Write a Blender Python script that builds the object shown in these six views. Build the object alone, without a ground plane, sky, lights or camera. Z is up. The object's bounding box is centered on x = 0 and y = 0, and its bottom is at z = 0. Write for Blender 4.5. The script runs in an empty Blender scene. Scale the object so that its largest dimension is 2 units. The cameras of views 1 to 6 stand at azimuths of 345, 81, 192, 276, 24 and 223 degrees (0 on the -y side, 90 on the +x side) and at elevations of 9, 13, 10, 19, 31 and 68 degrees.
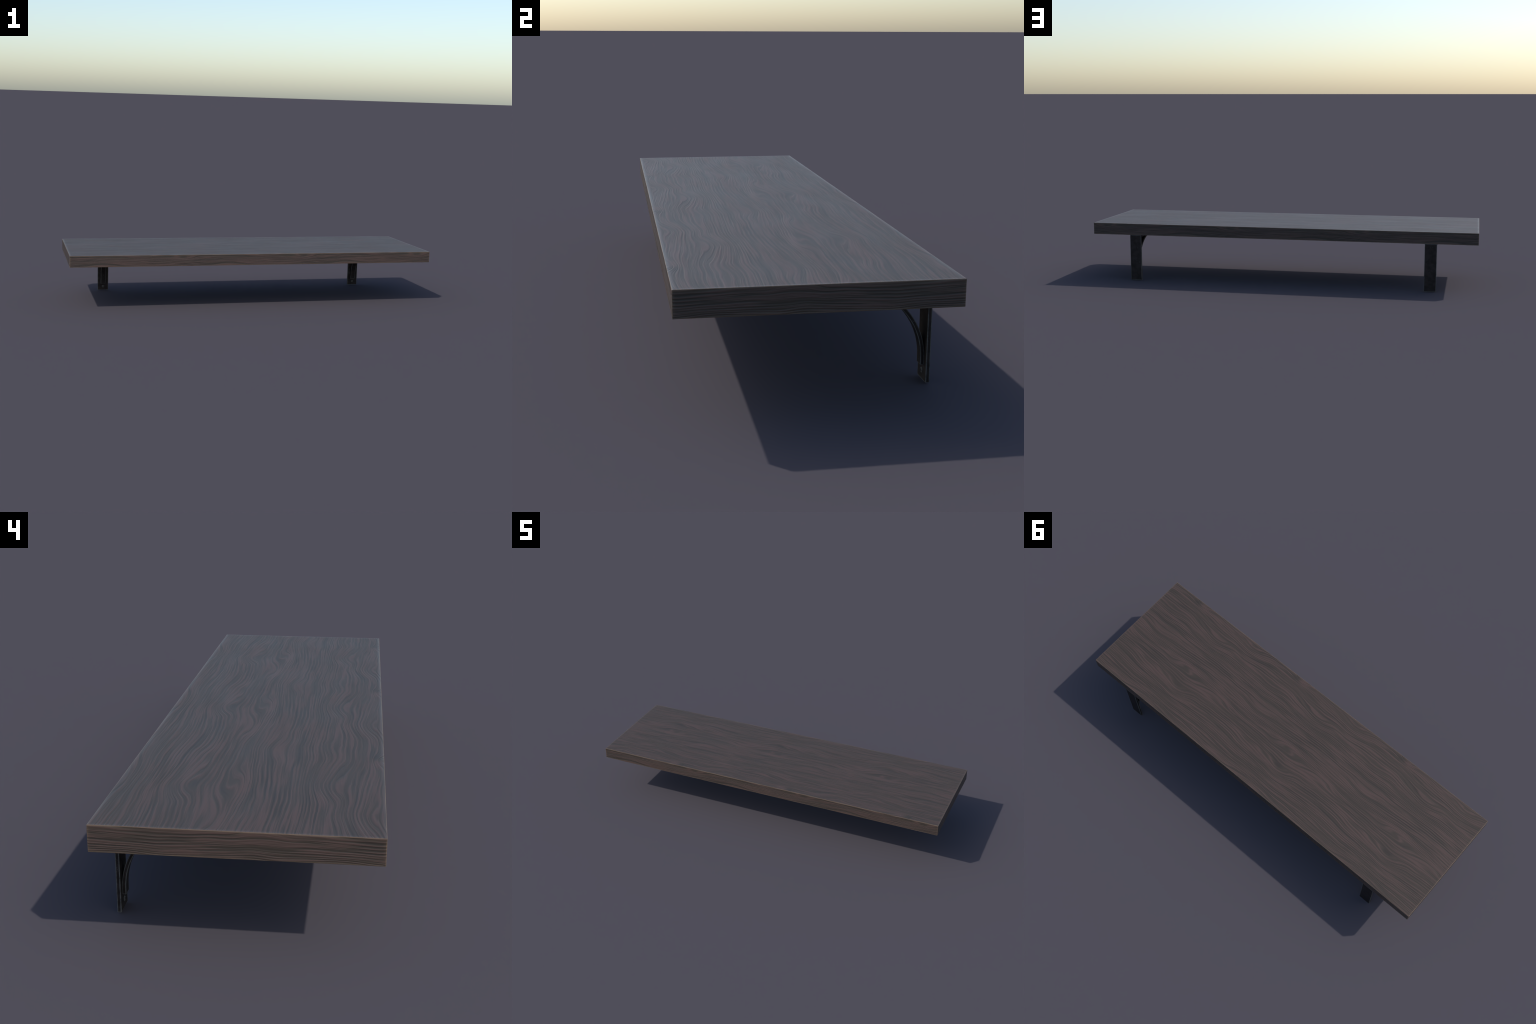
"""Dark stained wooden wall shelf standing on two black iron arc brackets."""
import bpy, bmesh, math
from mathutils import Vector

# ------------------------------------------------------------------ sizes (m)
LENGTH, DEPTH, TOP, BOTTOM = 2.0, 0.60, 0.30, 0.24
BRACKET_X = 0.7685          # bracket centre, left and right
PLATE_W, PLATE_T = 0.0600, 0.0097
ARM_LEN = 0.24              # depth of the arm under the board
BRACE_W, BRACE_T, BRACE_R = 0.0262, 0.0090, 0.1660   # R: concave side
BRACE_FOOT = 0.0385         # height of the brace's lower end
TILE = 2.0 / 3.0            # the grain repeats three times along the board


# ------------------------------------------------------------- node shorthand
class S:
    """A float socket with arithmetic that builds Math nodes."""
    tree = None

    def __init__(self, sock):
        self.s = sock

    @classmethod
    def op(cls, kind, *args, clamp=False):
        n = cls.tree.nodes.new('ShaderNodeMath')
        n.operation = kind
        n.use_clamp = clamp
        for i, a in enumerate(args):
            if isinstance(a, S):
                cls.tree.links.new(a.s, n.inputs[i])
            else:
                n.inputs[i].default_value = float(a)
        return S(n.outputs[0])

    def __add__(self, o): return S.op('ADD', self, o)
    __radd__ = __add__
    def __sub__(self, o): return S.op('SUBTRACT', self, o)
    def __rsub__(self, o): return S.op('SUBTRACT', o, self)
    def __mul__(self, o): return S.op('MULTIPLY', self, o)
    __rmul__ = __mul__
    def __truediv__(self, o): return S.op('DIVIDE', self, o)
    def __neg__(self): return S.op('MULTIPLY', self, -1)


def fabs(a): return S.op('ABSOLUTE', a)
def fexp(a): return S.op('EXPONENT', a)
def fmin(a, b): return S.op('MINIMUM', a, b)
def fmax(a, b): return S.op('MAXIMUM', a, b)


def ramp(x, lo, hi, a=0.0, b=1.0, smooth=True):
    n = S.tree.nodes.new('ShaderNodeMapRange')
    n.interpolation_type = 'SMOOTHSTEP' if smooth else 'LINEAR'
    S.tree.links.new(x.s, n.inputs['Value'])
    for k, v in zip(('From Min', 'From Max', 'To Min', 'To Max'), (lo, hi, a, b)):
        n.inputs[k].default_value = v
    return S(n.outputs['Result'])


def xyz(x, y, z):
    n = S.tree.nodes.new('ShaderNodeCombineXYZ')
    for i, a in enumerate((x, y, z)):
        if isinstance(a, S):
            S.tree.links.new(a.s, n.inputs[i])
        else:
            n.inputs[i].default_value = a
    return n.outputs[0]


def noise(vec=None, w=None, scale=1.0, detail=2.0, rough=0.5):
    n = S.tree.nodes.new('ShaderNodeTexNoise')
    n.noise_dimensions = '1D' if vec is None else '3D'
    if vec is not None:
        S.tree.links.new(vec, n.inputs['Vector'])
    else:
        S.tree.links.new(w.s, n.inputs['W'])
    n.inputs['Scale'].default_value = scale
    n.inputs['Detail'].default_value = detail
    n.inputs['Roughness'].default_value = rough
    return S(n.outputs[0])


def mix(fac, a, b):
    n = S.tree.nodes.new('ShaderNodeMix')
    n.data_type = 'RGBA'
    S.tree.links.new(fac.s, n.inputs[0])
    for i, c in ((6, a), (7, b)):
        if isinstance(c, tuple):
            n.inputs[i].default_value = (*c, 1.0)
        else:
            S.tree.links.new(c, n.inputs[i])
    return n.outputs[2]


def new_material(name):
    m = bpy.data.materials.new(name)
    m.use_nodes = True
    S.tree = m.node_tree
    m.node_tree.nodes.clear()
    out = m.node_tree.nodes.new('ShaderNodeOutputMaterial')
    bsdf = m.node_tree.nodes.new('ShaderNodeBsdfPrincipled')
    m.node_tree.links.new(bsdf.outputs[0], out.inputs[0])
    return m, bsdf


def object_coords():
    tc = S.tree.nodes.new('ShaderNodeTexCoord')
    sp = S.tree.nodes.new('ShaderNodeSeparateXYZ')
    S.tree.links.new(tc.outputs['Object'], sp.inputs[0])
    return [S(o) for o in sp.outputs]


# ------------------------------------------------------------------ the wood
DARK = (0.0385, 0.0312, 0.0264)
MID = (0.053, 0.041, 0.0325)
PINK = (0.083, 0.0535, 0.0455)
TAN = (0.150, 0.105, 0.072)


def wrapped(p, centre):
    """Distance along the grain to a feature that repeats every TILE."""
    d = (p - (centre - TILE / 2)) / TILE
    return (S.op('FRACT', d) - 0.5) * TILE


def ring_field(p, q):
    """Height field whose level lines are the year rings; p runs along the
    grain, q across it.  Cathedral figures are sharp ridges, streaks are soft
    swells; the rest is a slow wander."""
    h = q / 0.0100
    figure = None
    # cathedrals: nested chevrons that open towards +p.  Rings die out at the
    # spine (a kinked step in the field) and come back further across.
    # (p where most rings are lost, q of the spine, rings lost, run)
    for pc, qc, lost, run in ((0.610, 0.122, 5.0, 0.325),
                              (0.640, -0.205, 4.2, 0.28),
                              (0.455, -0.283, 3.4, 0.18),
                              (0.270, -0.186, 3.4, 0.19)):
        u = wrapped(p, pc)
        along = ramp(u, 0.0, run, 1.0, 0.0, smooth=False) * ramp(u, -0.15, -0.01)
        v = q - qc
        before = fexp(fmin(v, 0.0) / (0.0100 * lost)) * 0.5
        after = 0.5 - fexp(-(fmax(v, 0.0) / (0.0039 * lost))) * 0.5
        back = fmax(v, 0.0) / 0.085
        step = (before + after) * fexp(-(back * back))
        h = h - along * step * lost
        near = along * fexp(-(fabs(v) / 0.035))
        figure = near if figure is None else fmax(figure, near)
    # swells: (p, q, height, half length, half width)
    for pc, qc, amp, lp, lq in ((0.620, 0.022, 2.6, 0.130, 0.022),
                                (0.400, 0.045, 2.4, 0.110, 0.026),
                                (0.805, -0.290, -2.4, 0.045, 0.020),
                                (0.640, 0.288, 2.4, 0.160, 0.024),
                                (0.880, -0.020, -1.6, 0.120, 0.030),
                                (0.560, -0.100, 1.5, 0.150, 0.040)):
        u = wrapped(p, pc) / lp
        v = (q - qc) / lq
        h = h + fexp(-(u * u + v * v)) * amp
    ang = p * (2 * math.pi / TILE)
    cs, sn = S.op('COSINE', ang), S.op('SINE', ang)
    wander = noise(xyz(cs * 0.42, sn * 0.42, q * 7.0), detail=0.5)
    ripple = noise(xyz(cs * 1.1, sn * 1.1, q * 26.0), detail=0.5)
    return h + (wander - 0.5) * 3.4 + (ripple - 0.5) * 0.7, figure, cs, sn


def wood(name, along, across, p0=0.0, q0=0.0, qs=1.0, contrast=1.0, bump=1.0, calm=1.0, patches=False):
    m, bsdf = new_material(name)
    c = object_coords()                     # board's own frame, centred
    p = c[along] + p0
    q = c[across] * qs + q0
    h, figure, cs, sn = ring_field(p * calm, q)
    wave = S.op('SINE', h * (2 * math.pi)) * 0.5 + 0.5
    # streaks that follow the rings but swell and taper along them
    broad = noise(xyz(cs * 0.50, sn * 0.50, h * 0.75), detail=1.0)
    narrow = noise(xyz(cs * 0.60 + 9.0, sn * 0.60, h * 2.1), detail=1.0)
    irregular = ramp(broad * 0.27 + narrow * 0.73, 0.34, 0.66)
    band = irregular * 0.74 + wave * 0.30 + (wave - irregular) * figure * 0.34
    # slow drift between figured and plain zones
    zone = noise(xyz(p * 5.0, q * 16.0, 3.0), detail=2.0)
    fibre = noise(xyz(p * 18.0, q * 520.0, 7.0), detail=2.0)
    vivid = ramp(noise(xyz(p * 4.0, q * 13.0, 11.0), detail=1.0), 0.32, 0.62, 0.50, 1.0)
    tone = (band - 0.5) * vivid * contrast + 0.58 + (zone - 0.5) * 0.28 + (fibre - 0.5) * 0.45
    # sparse heart-wood patches and dark pools: (p, q, half length, half width, gain)
    for pc, qc, lp, lq, gain in ((0.600, 0.014, 0.120, 0.0085, 0.34),
                                 (0.560, -0.008, 0.075, 0.0060, -0.42),
                                 (0.390, 0.036, 0.075, 0.0090, 0.26),
                                 (0.785, -0.281, 0.022, 0.0110, 0.42),
                                 (0.835, -0.284, 0.020, 0.0120, -0.40),
                                 (0.870, 0.118, 0.060, 0.0080, 0.26),
                                 (0.365, -0.178, 0.045, 0.0080, 0.30),
                                 (0.690, 0.150, 0.060, 0.0090, 0.24)) if patches else ():
        u = wrapped(p, pc) / lp
        v = (q - qc + (zone - 0.5) * 0.02) / lq
        tone = tone + fexp(-(u * u + v * v)) * (irregular * 0.5 + 0.6) * gain
    col = mix(ramp(tone, 0.10, 0.50), DARK, MID)
    col = mix(ramp(tone, 0.46, 0.90), col, PINK)
    # edge glints painted in: distance to the nearest arris (middle of the three)
    a = LENGTH / 2 - fabs(c[0])
    b = DEPTH / 2 - fabs(c[1])
    d = (TOP - BOTTOM) / 2 - fabs(c[2])
    edge = fmax(fmin(a, b), fmin(fmax(a, b), d))
    edge_noise = noise(xyz(c[0] * 9.0, c[1] * 9.0, c[2] * 60.0), detail=3.0)
    soft = ramp(edge + (edge_noise - 0.5) * 0.006, 0.0, 0.009, 1.0, 0.0) * 0.22
    sharp = ramp(edge + (edge_noise - 0.5) * 0.003, 0.0008, 0.0030, 1.0, 0.0) * 0.80
    worn = S.op('MAXIMUM', soft, sharp)  # tan mix: soft sky reflection plus thin sunlit highlight, both put in as colour
    col = mix(worn, col, TAN)
    S.tree.links.new(col, bsdf.inputs['Base Color'])
    polish = ramp(edge, 0.0, 0.013, 1.0, 0.0)
    rough = 0.48 - polish * 0.13 + (zone - 0.5) * 0.12
    S.tree.links.new(rough.s, bsdf.inputs['Roughness'])
    bsdf.inputs['Specular IOR Level'].default_value = 0.27
    bn = S.tree.nodes.new('ShaderNodeBump')
    bn.inputs['Strength'].default_value = 0.45 * bump
    bn.inputs['Distance'].default_value = 0.0016
    S.tree.links.new((wave * 0.4 + irregular * 0.9 + fibre * 0.2).s, bn.inputs['Height'])
    S.tree.links.new(bn.outputs[0], bsdf.inputs['Normal'])
    return m


# ------------------------------------------------------------------ the iron
def iron(name, base, worn, lo, hi):
    """Black painted iron; paint is rubbed off where the mask passes lo..hi."""
    m, bsdf = new_material(name)
    c = object_coords()
    info = S.tree.nodes.new('ShaderNodeObjectInfo')
    r = S(info.outputs['Random']) * 17.0
    fine = noise(xyz(c[0] + r, c[1], c[2]), scale=260.0, detail=2.0)
    clump = noise(xyz(c[0] + r, c[1], c[2]), scale=26.0, detail=2.0)
    mask = ramp(fine * 0.5 + clump * 0.5, lo, hi)
    shade = noise(xyz(c[0], c[1] + r, c[2]), scale=45.0, detail=3.0)
    b0 = tuple(v * 0.6 for v in base)
    b1 = tuple(v * 1.7 for v in base)
    col = mix(mask, mix(ramp(shade, 0.3, 0.7), b0, b1), worn)
    S.tree.links.new(col, bsdf.inputs['Base Color'])
    bsdf.inputs['Roughness'].default_value = 0.55
    bsdf.inputs['Specular IOR Level'].default_value = 0.28
    bsdf.inputs['Specular Tint'].default_value = (1.0, 0.86, 0.82, 1.0)
    bn = S.tree.nodes.new('ShaderNodeBump')
    bn.inputs['Strength'].default_value = 0.25
    bn.inputs['Distance'].default_value = 0.0006
    S.tree.links.new(fine.s, bn.inputs['Height'])
    S.tree.links.new(bn.outputs[0], bsdf.inputs['Normal'])
    return m


# ------------------------------------------------------------------ geometry
def mesh_object(name, bm, mats, parent, loc, smooth=False):
    me = bpy.data.meshes.new(name)
    bm.normal_update()
    bm.to_mesh(me)
    bm.free()
    for m in mats:
        me.materials.append(m)
    if smooth:
        me.shade_smooth()
    ob = bpy.data.objects.new(name, me)
    bpy.context.collection.objects.link(ob)
    ob.parent = parent
    ob.location = loc
    return ob


def extruded_profile(outline, width):
    """Solid from a closed (y, z) outline, extruded along x."""
    bm = bmesh.new()
    face = bm.faces.new([bm.verts.new((-width / 2, y, z)) for y, z in outline])
    out = bmesh.ops.extrude_face_region(bm, geom=[face])
    vs = [v for v in out['geom'] if isinstance(v, bmesh.types.BMVert)]
    bmesh.ops.translate(bm, verts=vs, vec=(width, 0, 0))
    bmesh.ops.recalc_face_normals(bm, faces=bm.faces)
    return bm


def chamfer(bm, size, margin, material, min_angle=30):
    bm.normal_update()
    es = [e for e in bm.edges if e.is_manifold and
          e.calc_face_angle() > math.radians(min_angle)]
    bmesh.ops.bevel(bm, geom=es, offset=size, segments=1, profile=0.5,
                    affect='EDGES', material=material, clamp_overlap=True)
    # a narrow margin on every face beside the arris is rubbed too
    flats = [f for f in bm.faces if f.material_index != material]
    ring = bmesh.ops.inset_region(bm, faces=flats, thickness=margin, depth=0.0,
                                  use_boundary=True, use_even_offset=True)
    for f in ring['faces']:
        f.material_index = material


# materials
wood_top = wood('stained_wood_broad_face', 0, 1, contrast=0.86, bump=0.9, patches=True)
wood_side = wood('stained_wood_long_edge', 0, 2, p0=-0.30, q0=0.005, qs=1.6, contrast=1.45, bump=1.3)
wood_end = wood('stained_wood_end', 1, 2, p0=0.63, q0=-0.085, qs=1.45, contrast=1.05, bump=0.9, calm=1.5)
IRON, RUBBED = (0.0125, 0.0100, 0.0100), (0.098, 0.098, 0.095)
black_iron = iron('black_painted_iron', IRON, (0.046, 0.046, 0.046), 0.58, 0.68)
rubbed_iron = iron('rubbed_iron_edge', (0.045, 0.045, 0.044), RUBBED, 0.34, 0.58)

# thing
shelf = bpy.data.objects.new('wall_shelf', None)
bpy.context.collection.objects.link(shelf)
shelf['label'] = 'dark stained wooden shelf board on two black iron brackets'
shelf['category'] = 'shelf'

# board: a plank with lightly broken arrises
bm = bmesh.new()
bmesh.ops.create_cube(bm, size=1.0)
bmesh.ops.scale(bm, vec=(LENGTH, DEPTH, TOP - BOTTOM), verts=bm.verts)
bmesh.ops.bevel(bm, geom=list(bm.edges), offset=0.0014, segments=2, profile=0.5,
                affect='EDGES', clamp_overlap=True)
bm.normal_update()
for f in bm.faces:
    n = f.normal
    k = max(range(3), key=lambda i: abs(n[i]) + (0.01 if i == 2 else 0))
    f.material_index = (2, 1, 0)[k]
board = mesh_object('board', bm, [wood_top, wood_side, wood_end], shelf,
                    (0, 0, (TOP + BOTTOM) / 2))

# L-shaped bracket: upright against the wall, arm under the board
yb = DEPTH / 2
z1 = BOTTOM + 0.0003
yi, zi = yb - PLATE_T, BOTTOM - PLATE_T
bm = extruded_profile([(yb, 0.0), (yb, z1), (yb - ARM_LEN, z1), (yb - ARM_LEN, zi),
                       (yi, zi), (yi, 0.0)], PLATE_W)
chamfer(bm, 0.0006, 0.0014, 1)
bracket = mesh_object('bracket', bm, [black_iron, rubbed_iron], shelf, (BRACKET_X, 0, 0))

# brace: quarter-circle strap with short straight feet on both plates
ro = BRACE_R + BRACE_T
cy, cz = yi + 0.0005 - ro, zi + 0.0005 - ro
foot = cz - BRACE_FOOT
N = 28
arc = [math.pi / 2 * i / N for i in range(N + 1)]
outer = [(cy + ro, cz - foot)] + [(cy + ro * math.cos(t), cz + ro * math.sin(t)) for t in arc] + [(cy - foot, cz + ro)]
inner = [(cy + BRACE_R, cz - foot)] + [(cy + BRACE_R * math.cos(t), cz + BRACE_R * math.sin(t)) for t in arc] + [(cy - foot, cz + BRACE_R)]
bm = extruded_profile(outer + inner[::-1], BRACE_W)
chamfer(bm, 0.0006, 0.0012, 1)
brace = mesh_object('brace', bm, [black_iron, rubbed_iron], bracket, (0, 0, 0))

# screw: low button head with a dark socket, turned about its axis
bm = bmesh.new()
prof = [(0.0, 0.0004), (0.0027, 0.0004), (0.0032, 0.0017), (0.0052, 0.0017), (0.0066, 0.0004), (0.0068, -0.001)]
SEG = 28
rings = []
for r, h in prof[1:]:
    rings.append([bm.verts.new((r * math.cos(2 * math.pi * i / SEG), r * math.sin(2 * math.pi * i / SEG), h))
                  for i in range(SEG)])
mid = bm.verts.new((0, 0, prof[0][1]))
for i in range(SEG):
    j = (i + 1) % SEG
    bm.faces.new((mid, rings[0][i], rings[0][j]))
    for k in range(len(rings) - 1):
        f = bm.faces.new((rings[k][i], rings[k + 1][i], rings[k + 1][j], rings[k][j]))
        f.material_index = 1 if k in (1, 2) else 0
bmesh.ops.recalc_face_normals(bm, faces=bm.faces)
screw = mesh_object('screw', bm, [black_iron, rubbed_iron], bracket, (0, yi, 0.0215))
screw.rotation_euler = (math.pi / 2, 0.4, 0)
arm_screw = screw.copy()
arm_screw.location = (0, yb - ARM_LEN + 0.0215, zi)
arm_screw.rotation_euler = (math.pi, 0, 1.1)
bpy.context.collection.objects.link(arm_screw)

# second bracket shares all mesh data
twin = bracket.copy()
twin.location.x = -BRACKET_X
bpy.context.collection.objects.link(twin)
for child in (brace, screw, arm_screw):
    c = child.copy()
    c.parent = twin
    bpy.context.collection.objects.link(c)
